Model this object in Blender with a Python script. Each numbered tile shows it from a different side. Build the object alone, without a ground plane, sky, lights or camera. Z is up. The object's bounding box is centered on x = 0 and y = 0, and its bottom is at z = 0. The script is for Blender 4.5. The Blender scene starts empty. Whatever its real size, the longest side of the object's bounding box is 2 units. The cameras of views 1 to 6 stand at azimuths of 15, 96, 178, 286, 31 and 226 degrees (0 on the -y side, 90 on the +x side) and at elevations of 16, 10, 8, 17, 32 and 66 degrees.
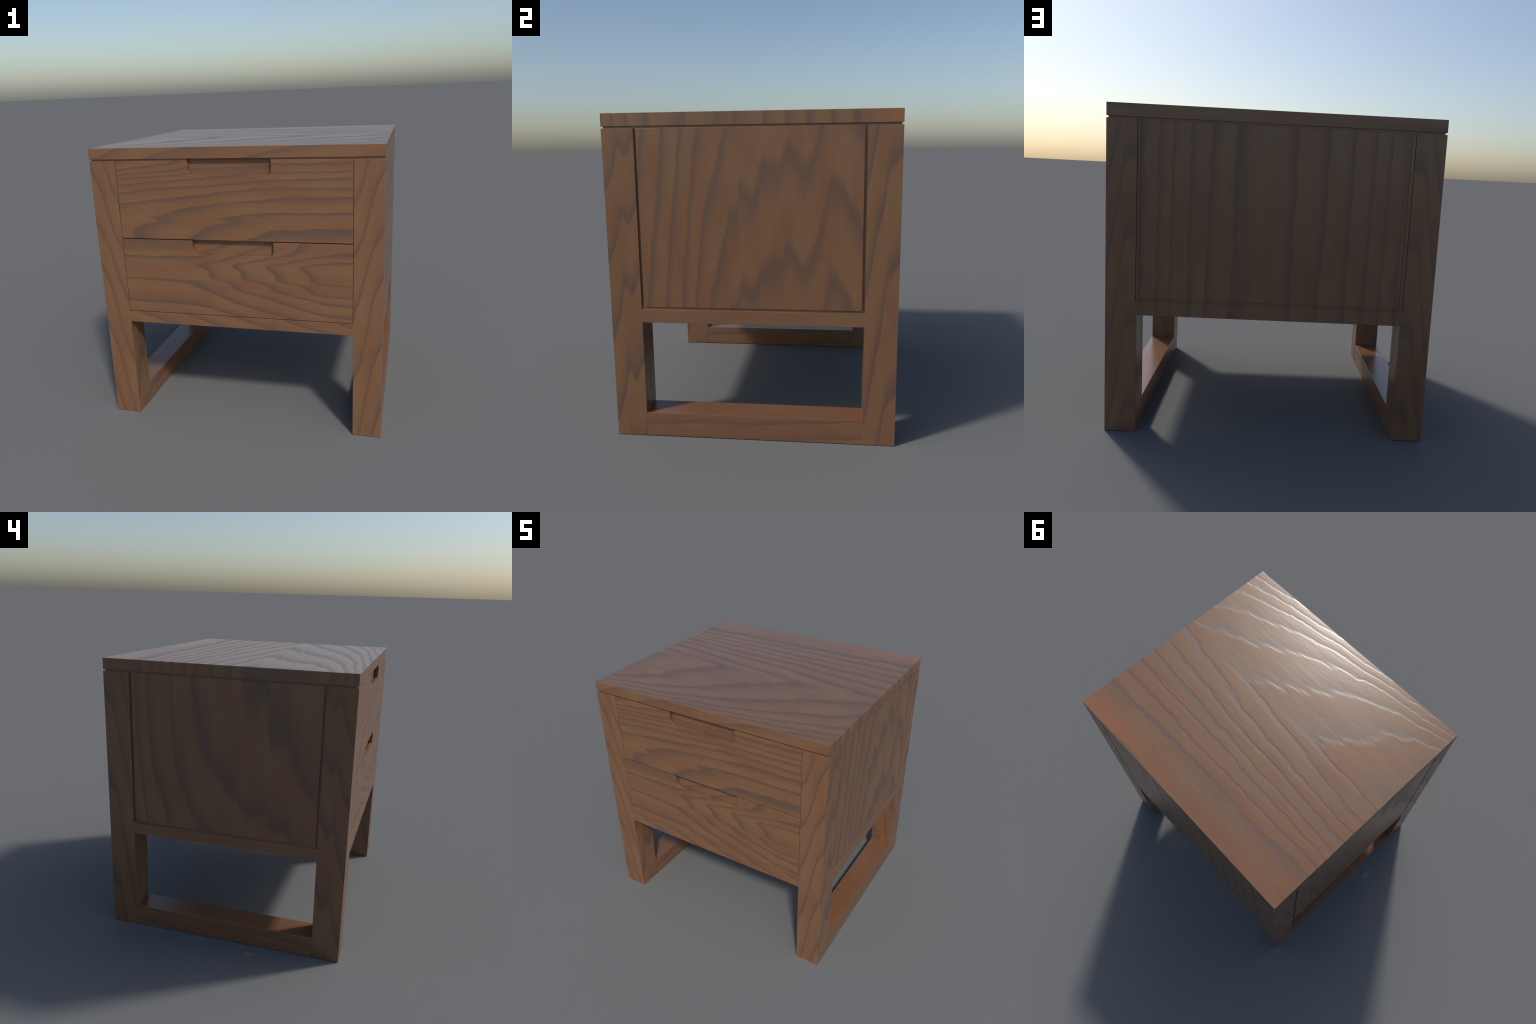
"""Two-drawer wooden bedside cabinet on sled-frame legs.

Everything is built from boxes and extruded outlines in metres, z up, front
facing -y.  The wood is a growth-ring field computed in shader nodes: for each
board face, ring(u, v) = across(v) + rate(v) * along(u), where u runs along the
grain and v across it, plus fibre noise.  Each ring has one crisp latewood edge
that fades softly, as flat-sawn timber shows.
"""
import bpy, bmesh
from mathutils import Vector

# ------------------------------------------------------------------ sizes
HX, HY, H = 0.9966, 0.8674, 2.0          # half width, half depth, height
TOP_Z = 1.9245                           # underside of the top board
BODY_Z = 1.9130                          # top of legs, panels and drawers
LEG_X, LEG_Y = 0.8065, 0.6737            # inner edges of the legs
RAIL_LO, RAIL_HI = 0.7455, 0.8290
STRETCH_Z = 0.1535
EDGE = 0.0018                            # eased edge on every piece

# ------------------------------------------------------------------ node helpers
class Graph:
    """Small helper that wires shader nodes from expressions."""
    def __init__(self, name):
        self.mat = bpy.data.materials.new(name)
        self.mat.use_nodes = True
        self.nt = self.mat.node_tree
        self.nt.nodes.clear()

    def node(self, kind, **props):
        n = self.nt.nodes.new(kind)
        for k, v in props.items():
            setattr(n, k, v)
        return n

    def plug(self, value, socket):
        if isinstance(value, (int, float)):
            socket.default_value = value
        elif isinstance(value, tuple):
            socket.default_value = value
        else:
            self.nt.links.new(value, socket)

    def math(self, op, a, b=0.0, c=0.0, clamp=False):
        n = self.node('ShaderNodeMath', operation=op, use_clamp=clamp)
        for s, v in zip(n.inputs, (a, b, c)):
            self.plug(v, s)
        return n.outputs[0]

    def add(self, a, b): return self.math('ADD', a, b)
    def mul(self, a, b): return self.math('MULTIPLY', a, b)

    def remap(self, x, a, b, c, d, clamp=True):
        n = self.node('ShaderNodeMapRange', clamp=clamp)
        for s, v in zip(n.inputs, (x, a, b, c, d)):
            self.plug(v, s)
        return n.outputs[0]

    def curve(self, x, pts, straight=False):
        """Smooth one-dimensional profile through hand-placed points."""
        x0, x1 = pts[0][0], pts[-1][0]
        lo = min(p[1] for p in pts); hi = max(p[1] for p in pts)
        if hi - lo < 1e-6:
            hi = lo + 1e-3
        t = self.remap(x, x0, x1, 0.0, 1.0)
        n = self.node('ShaderNodeFloatCurve')
        c = n.mapping.curves[0]
        norm = [((a - x0) / (x1 - x0), (b - lo) / (hi - lo)) for a, b in pts]
        c.points[0].location = norm[0]
        c.points[1].location = norm[-1]
        for p in norm[1:-1]:
            c.points.new(*p)
        for p in c.points:
            p.handle_type = 'VECTOR' if straight else 'AUTO_CLAMPED'
        n.mapping.update()
        self.plug(t, n.inputs['Value'])
        return self.remap(n.outputs[0], 0.0, 1.0, lo, hi, clamp=False)

    def vec(self, x, y, z):
        n = self.node('ShaderNodeCombineXYZ')
        for s, v in zip(n.inputs, (x, y, z)):
            self.plug(v, s)
        return n.outputs[0]

    def noise(self, vec, scale=1.0, detail=2.0, rough=0.5):
        n = self.node('ShaderNodeTexNoise')
        self.plug(vec, n.inputs['Vector'])
        n.inputs['Scale'].default_value = scale
        n.inputs['Detail'].default_value = detail
        n.inputs['Roughness'].default_value = rough
        return n.outputs[0]

    def mix(self, f, a, b):
        n = self.node('ShaderNodeMix', data_type='RGBA')
        self.plug(f, n.inputs[0]); self.plug(a, n.inputs[6]); self.plug(b, n.inputs[7])
        return n.outputs[2]

    def ramp(self, f, stops):
        n = self.node('ShaderNodeValToRGB')
        e = n.color_ramp.elements
        e[0].position, e[1].position = stops[0][0], stops[-1][0]
        for p, _ in stops[1:-1]:
            e.new(p)
        for el, (_, v) in zip(e, stops):
            el.color = (v, v, v, 1.0)
        n.color_ramp.interpolation = 'LINEAR'
        self.plug(f, n.inputs[0])
        return n.outputs[0]

TAN = (0.214, 0.1120, 0.0538, 1.0)       # golden early wood
RUSSET = (0.198, 0.0890, 0.0450, 1.0)    # reddish patches
EMBER = (0.275, 0.108, 0.0470, 1.0)      # vivid orange sapwood patch
DARK = (0.118, 0.0695, 0.0475, 1.0)      # grey-brown late wood

def wood(name, along, across, across_rings, rate=0.0, along_shape=None, lean=0.0,
         mirror=False, wobble=0.012, jag=0.22, contrast=1.0, red=0.0, fade=0.8, edge=0.075, relief=0.2,
         ember=None, seed=0.0):
    """One board face.

    along / across: object axes 'x','y','z' that run with and over the grain.
    across_rings:   profile of ring number against v.
    rate:           rings per metre along the grain, number or profile against v.
    along_shape:    optional profile that replaces u.
    """
    g = Graph(name)
    tc = g.node('ShaderNodeTexCoord')
    sep = g.node('ShaderNodeSeparateXYZ')
    g.plug(tc.outputs['Object'], sep.inputs[0])
    axis = dict(zip('xyz', sep.outputs))
    u, v = axis[along], axis[across]
    if mirror:
        v = g.math('ABSOLUTE', v)
    # slow sideways wander of the fibres
    wander = g.noise(g.vec(g.mul(u, 7.5), g.mul(v, 4.5), seed), 1.0, 2.0, 0.45)
    vv = g.add(v, g.mul(g.math('SUBTRACT', wander, 0.5), 2.6 * wobble))
    if lean:
        vv = g.math('SUBTRACT', vv, g.mul(u, lean))
    w = g.curve(u, along_shape) if along_shape else u
    ring = g.curve(vv, across_rings)
    if isinstance(rate, list):
        ring = g.add(ring, g.mul(g.curve(vv, rate), w))
    elif rate:
        ring = g.add(ring, g.mul(w, rate))
    # saw-tooth fibres that make cathedral arches jagged
    teeth = g.noise(g.vec(g.mul(u, 1.1), g.mul(v, 15.0), seed + 7.3), 1.0, 1.5, 0.5)
    ring = g.add(ring, g.mul(g.math('SUBTRACT', teeth, 0.5), 2.0 * jag))
    t = g.math('FRACT', ring)
    f = fade
    late = g.ramp(t, [(0.0, 1.0), (0.08 * f, 0.95), (0.28 * f, 0.50), (0.52 * f, 0.14),
                      (0.70, 0.0), (1.0 - edge, 0.0), (1.0 - 0.7 * edge, 0.14), (1.0 - 0.35 * edge, 0.66), (1.0, 1.0)])
    # bands weaken and strengthen along their length
    life = g.noise(g.vec(g.mul(u, 1.6), g.mul(v, 9.0), seed + 21.0), 1.0, 1.0)
    late_c = g.mul(late, g.remap(life, 0.25, 0.75, 0.85 * contrast, 1.05 * contrast))
    # colour: golden to russet patches stretched along the grain
    patch = g.noise(g.vec(g.mul(u, 2.4), g.mul(v, 8.0), seed + 3.1), 1.0, 3.0, 0.55)
    streak = g.noise(g.vec(g.mul(u, 5.0), g.mul(v, 60.0), seed + 5.9), 1.0, 3.0, 0.6)
    warm = g.add(g.remap(patch, 0.38, 0.66, 0.0, 0.85), g.mul(g.math('SUBTRACT', streak, 0.5), 0.35))
    base = g.mix(g.math('ADD', warm, red, clamp=True), TAN, RUSSET)
    if ember:                                          # (u, v, reach along, reach across)
        du = g.mul(g.math('SUBTRACT', u, ember[0]), 1.0 / ember[2])
        dv = g.mul(g.math('SUBTRACT', vv, ember[1]), 1.0 / ember[3])
        d = g.math('SQRT', g.add(g.mul(du, du), g.mul(dv, dv)))
        base = g.mix(g.remap(d, 0.25, 1.0, 0.9, 0.0), base, EMBER)
    col = g.mix(g.math('MULTIPLY', late_c, 0.92, clamp=True), base, DARK)
    # faint pores and tone drift
    tone = g.remap(streak, 0.2, 0.8, 0.93, 1.06)
    n = g.node('ShaderNodeVectorMath', operation='SCALE')
    g.plug(col, n.inputs[0]); g.plug(tone, n.inputs['Scale'])
    # relief: latewood lies in a shallow furrow, fibres give fine tooth
    pores = g.noise(g.vec(g.mul(u, 14.0), g.mul(v, 120.0), seed + 11.0), 1.0, 2.0, 0.6)
    ripple = g.noise(g.vec(g.mul(u, 5.0), g.mul(v, 42.0), seed + 13.0), 1.0, 3.0, 0.6)
    height = g.add(g.mul(late, -0.0022), g.add(g.mul(pores, 0.0004), g.mul(ripple, 0.0010)))
    bump = g.node('ShaderNodeBump')
    bump.inputs['Strength'].default_value = relief
    bump.inputs['Distance'].default_value = 1.0
    g.plug(height, bump.inputs['Height'])
    bsdf = g.node('ShaderNodeBsdfPrincipled')
    g.plug(n.outputs[0], bsdf.inputs['Base Color'])
    g.plug(g.remap(late, 0.0, 1.0, 0.27, 0.36), bsdf.inputs['Roughness'])
    g.plug(bump.outputs[0], bsdf.inputs['Normal'])
    bsdf.inputs['IOR'].default_value = 1.55
    out = g.node('ShaderNodeOutputMaterial')
    g.plug(bsdf.outputs[0], out.inputs[0])
    return g.mat

# ------------------------------------------------------------------ boards
top_wood = wood('wood_top', 'x', 'y',
    [(-.93, 6), (-.88, 5), (-.815, 4), (-.75, 3), (-.645, 2), (-.52, 1.4), (-.36, 1), (-.22, .64), (-.134, .53),
     (-.06, 1), (.092, 2), (.198, 3), (.30, 4), (.39, 5), (.487, 6), (.595, 7), (.87, 7.9)],
    rate=[(-.93, 1.9), (-.75, 2.4), (-.50, 2.1), (-.33, 1.8), (-.134, 1.40), (-.03, 1.1), (.1, 1.0),
          (.2, .8), (.3, .65), (.4, .4), (.5, .05), (.9, 0)],
    wobble=0.017, jag=0.24, edge=.15, relief=0.28, contrast=.92, ember=(1.0, .86, 1.1, .17), seed=1.0)
top_edge_wood = wood('wood_top_edge', 'x', 'z', [(1.92, 0.0), (2.0, -0.62)],
    rate=2.1, along_shape=[(-1, -.5), (-.4, .2), (0, .43), (.4, .72), (1, 1.0)],
    wobble=0.004, jag=0.15, contrast=.7, seed=2.0)
back_edge_wood = wood('wood_back_edge', 'x', 'z', [(1.92, .35), (2.0, .75)], rate=.3, wobble=.004, seed=2.5)
upper_wood = wood('wood_upper_drawer', 'x', 'z',
    [(1.36, 6.85), (1.40, 6.66), (1.45, 6.47), (1.50, 6.06), (1.53, 6.0), (1.555, 5.72), (1.60, 5.42), (1.632, 5), (1.707, 4), (1.762, 3),
     (1.812, 2), (1.85, 1), (1.905, 0)],
    rate=[(1.36, 2.6), (1.45, 2.35), (1.535, 1.8), (1.65, 1.5), (1.76, 1.7), (1.85, 2.5), (1.91, 2.6)],
    along_shape=[(-.85, -.82), (-.3, -.3), (0, 0), (.3, .22), (.85, .28)],
    wobble=0.011, jag=0.24, edge=.09, seed=3.0)
lower_wood = wood('wood_lower_drawer', 'x', 'z',
    [(.82, -2.2), (.84, -2.0), (.87, -1.65), (.90, -1.32), (.935, -.98), (.969, -.74), (.993, -.5), (1.024, -.12),
     (1.071, .10), (1.116, .76), (1.141, .74), (1.165, .86), (1.195, 1.02), (1.228, .5), (1.26, .04),
     (1.298, -.66), (1.365, -.80), (1.40, -.9)],
    rate=[(.82, 2.7), (.90, 2.8), (.97, 3.2), (1.03, 4.0), (1.195, 4.5), (1.27, 4.3), (1.36, 4.0)],
    along_shape=[(-.85, -.275), (-.6, -.27), (-.42, -.26), (-.3, -.25), (-.1, -.1), (0, 0), (.5, .48), (.62, .60), (.85, .66)],
    wobble=0.005, jag=0.05, fade=.7, edge=.07, seed=4.0)
front_rail_wood = wood('wood_front_rail', 'x', 'z', [(.74, -.75), (.83, 0.1)], rate=2.75,
    wobble=.004, jag=.12, contrast=.85, seed=5.0)
leg_front_wood = wood('wood_leg_front', 'z', 'x',
    [(.80, 1.62), (.82, 1.50), (.845, 1.36), (.89, .90), (.93, .40), (.96, .17), (1.0, -.05)],
    rate=1.0, along_shape=[(0, -1.3), (.2, -1), (.673, 0), (1.141, 1), (1.462, 2), (1.835, 3), (2.2, 4)],
    mirror=True, wobble=.002, jag=.03, fade=.48, edge=.05, contrast=.9, seed=6.0)
leg_back_wood = wood('wood_leg_back', 'z', 'x',
    [(.80, 0), (.82, 0), (.89, .1), (.91, .45), (.94, .85), (.985, 1.35), (1.0, 1.5)],
    rate=1.0, along_shape=[(0, -.35), (.687, 1), (1.239, 2), (1.70, 3), (2.1, 4)],
    mirror=True, wobble=.002, jag=.03, fade=.6, edge=.10, contrast=.8, seed=7.0)
leg_side_wood = wood('wood_leg_side', 'z', 'y',
    [(-.87, .62), (-.835, .45), (-.80, .22), (-.765, -.10), (-.735, 0.02), (-.68, -.18), (-.66, -.2)],
    rate=1.0, along_shape=[(0, -.8), (.401, 0), (.94, 1), (1.366, 2), (1.774, 3), (2.15, 4)],
    wobble=.002, jag=.04, fade=.7, seed=8.0)
leg_side_rear_wood = wood('wood_leg_side_rear', 'z', 'y',
    [(.66, 1.45), (.70, 1.12), (.74, .72), (.77, .5), (.80, .15), (.83, .06), (.87, 0.0)],
    rate=1.0, along_shape=[(0, -.5), (.337, 0), (1.134, 1), (1.753, 2), (2.1, 2.6)],
    wobble=.002, jag=.04, fade=.6, seed=9.0)
panel_right_wood = wood('wood_side_panel_right', 'z', 'y',
    [(-.70, -3.7), (-.56, -2.5), (-.45, -1.37), (-.36, -.25), (-.257, 1.17), (-.18, 1.95),
     (-.13, 2.33), (-.12, 2.47), (-.07, 2.49), (-.05, 2.71), (.02, 2.63), (.08, 2.91), (.17, 2.92), (.23, 3.1),
     (.32, 2.92), (.43, 3.4), (.48, 3.77), (.60, 3.48), (.66, 3.28)],
    rate=[(-.7, -1.0), (-.5, -1.1), (-.36, -1.25), (-.25, -1.55), (-.15, -1.75), (.7, -1.75)],
    wobble=.012, jag=.09, fade=.68, edge=.19, contrast=.92, red=.12, seed=10.0)
panel_left_wood = wood('wood_side_panel_left', 'z', 'y',
    [(-.68, -1.0), (-.48, -1.52), (-.44, -1.65), (-.33, -1.67), (-.29, -1.87), (-.17, -1.82), (-.08, -2.08),
     (.03, -2.20), (.18, -2.40), (.325, -2.65), (.42, -2.98), (.505, -3.2), (.60, -4.17), (.67, -4.8)],
    rate=[(-.68, 1.75), (0, 1.7), (.325, 1.25), (.5, .9), (.67, .9)], along_shape=[(.8, .8), (1.5, 1.5), (1.95, 1.68)],
    wobble=.008, jag=.06, fade=.70, edge=.16, seed=11.0)
back_wood = wood('wood_back_panel', 'z', 'x',
    [(-.85, -5), (-.76, -4), (-.66, -3), (-.56, -2), (-.44, -1), (-.28, 0), (-.10, 1), (0, 1.45), (.10, 1.45),
     (.245, 1), (.40, 0), (.52, -1), (.625, -2), (.705, -3), (.80, -4)],
    rate=0.0, lean=-.012, wobble=.016, jag=.14, fade=.65, edge=.10, contrast=.9, seed=12.0)
side_rail_wood = wood('wood_side_rail', 'y', 'z', [(.74, .45), (.83, .92)], rate=.12, wobble=.004, jag=.10, seed=13.0)
stretcher_wood = wood('wood_stretcher', 'y', 'z', [(-.01, -.05), (.02, .28), (.10, 1.0), (.1534, 1.55), (.16, 1.6)],
    rate=-.75, along_shape=[(-.7, -.35), (-.5, -.1), (0, .0), (.7, .7)],
    wobble=.010, jag=.15, red=.25, contrast=.8, seed=14.0)
stretcher_top_wood = wood('wood_stretcher_top', 'y', 'x', [(-1.0, .62), (1.0, .72)], red=.45, jag=.08, contrast=.6, seed=14.5)
inner_wood = wood('wood_inner', 'x', 'z', [(0, .5), (2, .9)], red=.3, contrast=.6, seed=15.0)
pull_upper_wood = wood('wood_pull_upper', 'x', 'z', [(1.80, .45), (1.855, 0.02), (1.93, -.4)], rate=.25,
    wobble=.012, jag=.2, red=.35, contrast=.7, seed=16.0)
pull_lower_wood = wood('wood_pull_lower', 'x', 'z', [(1.26, 1.0), (1.33, .35), (1.38, .0)], rate=3.6,
    wobble=.006, jag=.15, red=.2, contrast=.8, seed=17.0)

# ------------------------------------------------------------------ geometry helpers
root = bpy.data.objects.new('bedside_cabinet', None)
bpy.context.collection.objects.link(root)
root['label'] = 'brown wooden two-drawer bedside cabinet on sled legs'
root['category'] = 'bedside cabinet'

def make_object(name, bm, mats, parent, choose):
    """Finish a mesh: pick a board material for every face from its direction."""
    bm.normal_update()
    for f in bm.faces:
        f.material_index = choose(f.normal, f.calc_center_median())
    me = bpy.data.meshes.new(name)
    bm.to_mesh(me)
    bm.free()
    for m in mats:
        me.materials.append(m)
    ob = bpy.data.objects.new(name, me)
    bpy.context.collection.objects.link(ob)
    ob.parent = parent
    return ob

def dominant(n):
    a = [abs(c) for c in n]
    return a.index(max(a))

def by_axis(ix, iy, iz):
    """Material slot by the axis that a face looks along."""
    return lambda n, c: (ix, iy, iz)[dominant(n)]

def box_mesh(x0, x1, y0, y1, z0, z1, edge=EDGE):
    bm = bmesh.new()
    bmesh.ops.create_cube(bm, size=1.0)
    for v in bm.verts:
        v.co = Vector(((x0 + x1) / 2 + v.co.x * (x1 - x0),
                       (y0 + y1) / 2 + v.co.y * (y1 - y0),
                       (z0 + z1) / 2 + v.co.z * (z1 - z0)))
    if edge:
        bmesh.ops.bevel(bm, geom=list(bm.edges), offset=edge, segments=2, profile=0.5, affect='EDGES')
    return bm

def box(name, x0, x1, y0, y1, z0, z1, mats, choose, parent=root, edge=EDGE):
    return make_object(name, box_mesh(x0, x1, y0, y1, z0, z1, edge), mats, parent, choose)

def prism_y(outline, y0, y1, edge=EDGE):
    """Extrude an (x, z) outline along y."""
    bm = bmesh.new()
    vs = [bm.verts.new((x, y0, z)) for x, z in outline]
    face = bm.faces.new(vs)
    bm.normal_update()
    if face.normal.y > 0:
        face.normal_flip()
    r = bmesh.ops.extrude_face_region(bm, geom=[face])
    for v in r['geom']:
        if isinstance(v, bmesh.types.BMVert):
            v.co.y = y1
    bmesh.ops.recalc_face_normals(bm, faces=list(bm.faces))
    front = [e for e in bm.edges if abs(e.verts[0].co.y - e.verts[1].co.y) < 1e-6]
    bmesh.ops.bevel(bm, geom=front, offset=edge, segments=2, profile=0.5, affect='EDGES')
    return bm

def prism_z(outline, z0, z1, edge=EDGE):
    """Extrude an (x, y) outline along z."""
    bm = bmesh.new()
    face = bm.faces.new([bm.verts.new((x, y, z0)) for x, y in outline])
    r = bmesh.ops.extrude_face_region(bm, geom=[face])
    for v in r['geom']:
        if isinstance(v, bmesh.types.BMVert):
            v.co.z = z1
    bmesh.ops.recalc_face_normals(bm, faces=list(bm.faces))
    return bm

# ------------------------------------------------------------------ top board
box('top_board', -HX, HX, -HY, HY, TOP_Z, H, [top_wood, top_edge_wood, back_edge_wood],
    lambda n, c: 0 if dominant(n) != 1 else (1 if n.y < 0 else 2))

# carcass: hollow box behind the visible boards
GROOVE = 0.0130
carcass = bpy.data.objects.new('carcass', None)
bpy.context.collection.objects.link(carcass)
carcass.parent = root
plain = by_axis(0, 0, 0)
box('back_lining', -HX + GROOVE, HX - GROOVE, 0.70, HY - 0.0050, 0.7525, 1.9105, [inner_wood], plain, carcass, edge=0)
for side in (-1, 1):
    # lining behind the side panel, and the cheek behind the thin seam beside the drawers
    lx = sorted((side * 0.93, side * (HX - GROOVE)))
    box('side_lining', lx[0], lx[1], -0.72, 0.702, 0.7526, 1.9104, [inner_wood], plain, carcass, edge=0)
    cx = sorted((side * 0.8036, side * 0.8500))
    box('cheek', cx[0], cx[1], -HY + 0.010, -0.70, 0.80, 1.9100, [inner_wood], plain, carcass, edge=0)
    # shallow floor of the groove between side rail and side panel
    gx = sorted((side * 0.95, side * (HX - 0.0075)))
    box('groove_floor', gx[0], gx[1], -0.672, 0.672, 0.82, 0.850, [side_rail_wood], plain, carcass, edge=0)
    # neck that carries the top clear of the body, open above the upper finger pull
    nx = sorted((side * 0.2835, side * (HX - 0.0105)))
    box('neck', nx[0], nx[1], -HY + 0.0105, HY - 0.0105, 1.9095, TOP_Z + 0.001, [inner_wood], plain, carcass, edge=0)
box('front_lining', -0.90, 0.90, -0.02, 0.0, 0.7527, 1.9103, [inner_wood], plain, carcass, edge=0)
box('neck', -0.284, 0.284, -HY + 0.037, HY - 0.0104, 1.9094, TOP_Z + 0.001, [inner_wood], plain, carcass, edge=0)
# ------------------------------------------------------------------ legs
leg_mats = [leg_side_wood, leg_side_rear_wood, leg_front_wood, leg_back_wood, inner_wood]
def leg_slot(n, c):
    d = dominant(n)
    if d == 2:
        return 4
    if d == 0:
        return 0 if c.y < 0 else 1
    return 2 if c.y < 0 else 3

for side in (-1, 1):
    xs = sorted((side * LEG_X, side * HX))
    box('leg', xs[0], xs[1], -HY, -LEG_Y, 0, BODY_Z, leg_mats, leg_slot, edge=0.0012)
    # the rear legs are rebated along the back panel, above the rail
    low = box_mesh(xs[0], xs[1], LEG_Y, HY, 0, BODY_Z, 0.0012)
    leg = make_object('leg', low, leg_mats, root, leg_slot)
    rx = sorted((side * 0.78, side * 0.8165))
    cutter = make_object('rebate_cutter', box_mesh(rx[0], rx[1], HY - 0.0050, 0.90, 0.834, 1.95, 0), [], None, by_axis(0, 0, 0))
    m = leg.modifiers.new('rebate', 'BOOLEAN')
    m.object, m.operation, m.solver = cutter, 'DIFFERENCE', 'EXACT'
    bpy.context.view_layer.update()
    me = bpy.data.meshes.new_from_object(leg.evaluated_get(bpy.context.evaluated_depsgraph_get()))
    leg.modifiers.clear()
    leg.data = me
    bpy.data.objects.remove(cutter)

    # floor runner that closes the leg frame
    sx = sorted((side * (LEG_X + 0.001), side * (HX - 0.0004)))
    box('stretcher', sx[0], sx[1], -LEG_Y - 0.004, LEG_Y + 0.004, 0.0006, STRETCH_Z,
        [stretcher_wood, stretcher_top_wood], by_axis(0, 0, 1))
    # rail under the side panel
    rx = sorted((side * 0.86, side * (HX - 0.0004)))
    box('side_rail', rx[0], rx[1], -LEG_Y - 0.004, LEG_Y + 0.004, RAIL_LO, RAIL_HI,
        [side_rail_wood], by_axis(0, 0, 0))
    # side panel with a shadow groove all round
    px = sorted((side * 0.975, side * (HX - 0.0006)))
    box('side_panel', px[0], px[1], -0.6592, 0.6580, 0.8438, BODY_Z,
        [panel_right_wood if side > 0 else panel_left_wood], by_axis(0, 0, 0), edge=0.0025)

# ------------------------------------------------------------------ front and back rails
box('front_rail', -LEG_X - 0.004, LEG_X + 0.004, -HY + 0.0004, -0.79, RAIL_LO, RAIL_HI,
    [front_rail_wood], by_axis(0, 0, 0))
box('back_rail', -LEG_X - 0.004, LEG_X + 0.004, 0.79, HY - 0.0004, RAIL_LO, 0.8340,
    [back_wood], by_axis(0, 0, 0))
box('bottom_board', -0.87, 0.87, -0.80, 0.80, 0.7485, 0.770, [inner_wood], by_axis(0, 0, 0))

# ------------------------------------------------------------------ back panel with a bead frame
box('back_panel', -0.7885, 0.7905, 0.845, HY - 0.0006, 0.8525, 1.9095, [back_wood], by_axis(0, 0, 0))
bead = bpy.data.objects.new('bead_frame', None)
bpy.context.collection.objects.link(bead)
bead.parent = root
for x0, x1 in ((-0.8146, -0.7922), (0.7942, 0.8146)):
    box('bead', x0, x1, 0.846, HY - 0.0012, 0.8375, 1.9100, [back_wood], by_axis(0, 0, 0), bead, edge=0.002)
box('bead', -0.7922, 0.7942, 0.846, HY - 0.0014, 0.8378, 0.8490, [back_wood], by_axis(0, 0, 0), bead, edge=0.002)

# ------------------------------------------------------------------ drawers with scooped finger pulls
def drawer_outline(half, z0, z1, pull_half, pull_depth):
    """Front outline: a rectangle with a round-cornered notch in its top edge."""
    import math
    rx, rz = 0.0215, 0.043
    zb = z1 - pull_depth
    pts = [(-half, z0), (half, z0), (half, z1), (pull_half, z1)]
    n = 6
    for i in range(n + 1):
        a = math.pi / 2 * i / n * 0.86
        pts.append((pull_half - rx * (1 - math.cos(a)) / (1 - math.cos(math.pi / 2 * .86)),
                    zb + rz - rz * math.sin(a) / math.sin(math.pi / 2 * .86)))
    pts += [(-x, z) for x, z in reversed(pts[3:])]
    pts.append((-half, z1))
    return pts

for z0, z1, board, pull in ((1.3765, BODY_Z, upper_wood, pull_upper_wood),
                            (0.8330, 1.3702, lower_wood, pull_lower_wood)):
    bm = prism_y(drawer_outline(0.8035, z0, z1, 0.2835, 0.0985), -HY + 0.0002, -HY + 0.0285)
    drawer = make_object('drawer', bm, [board, pull], root,
                         lambda n, c: 0)
    box('finger_pull', -0.32, 0.32, -HY + 0.0330, -HY + 0.048, z1 - 0.13, z1 - 0.001, [pull], by_axis(0, 0, 0), drawer, edge=0)
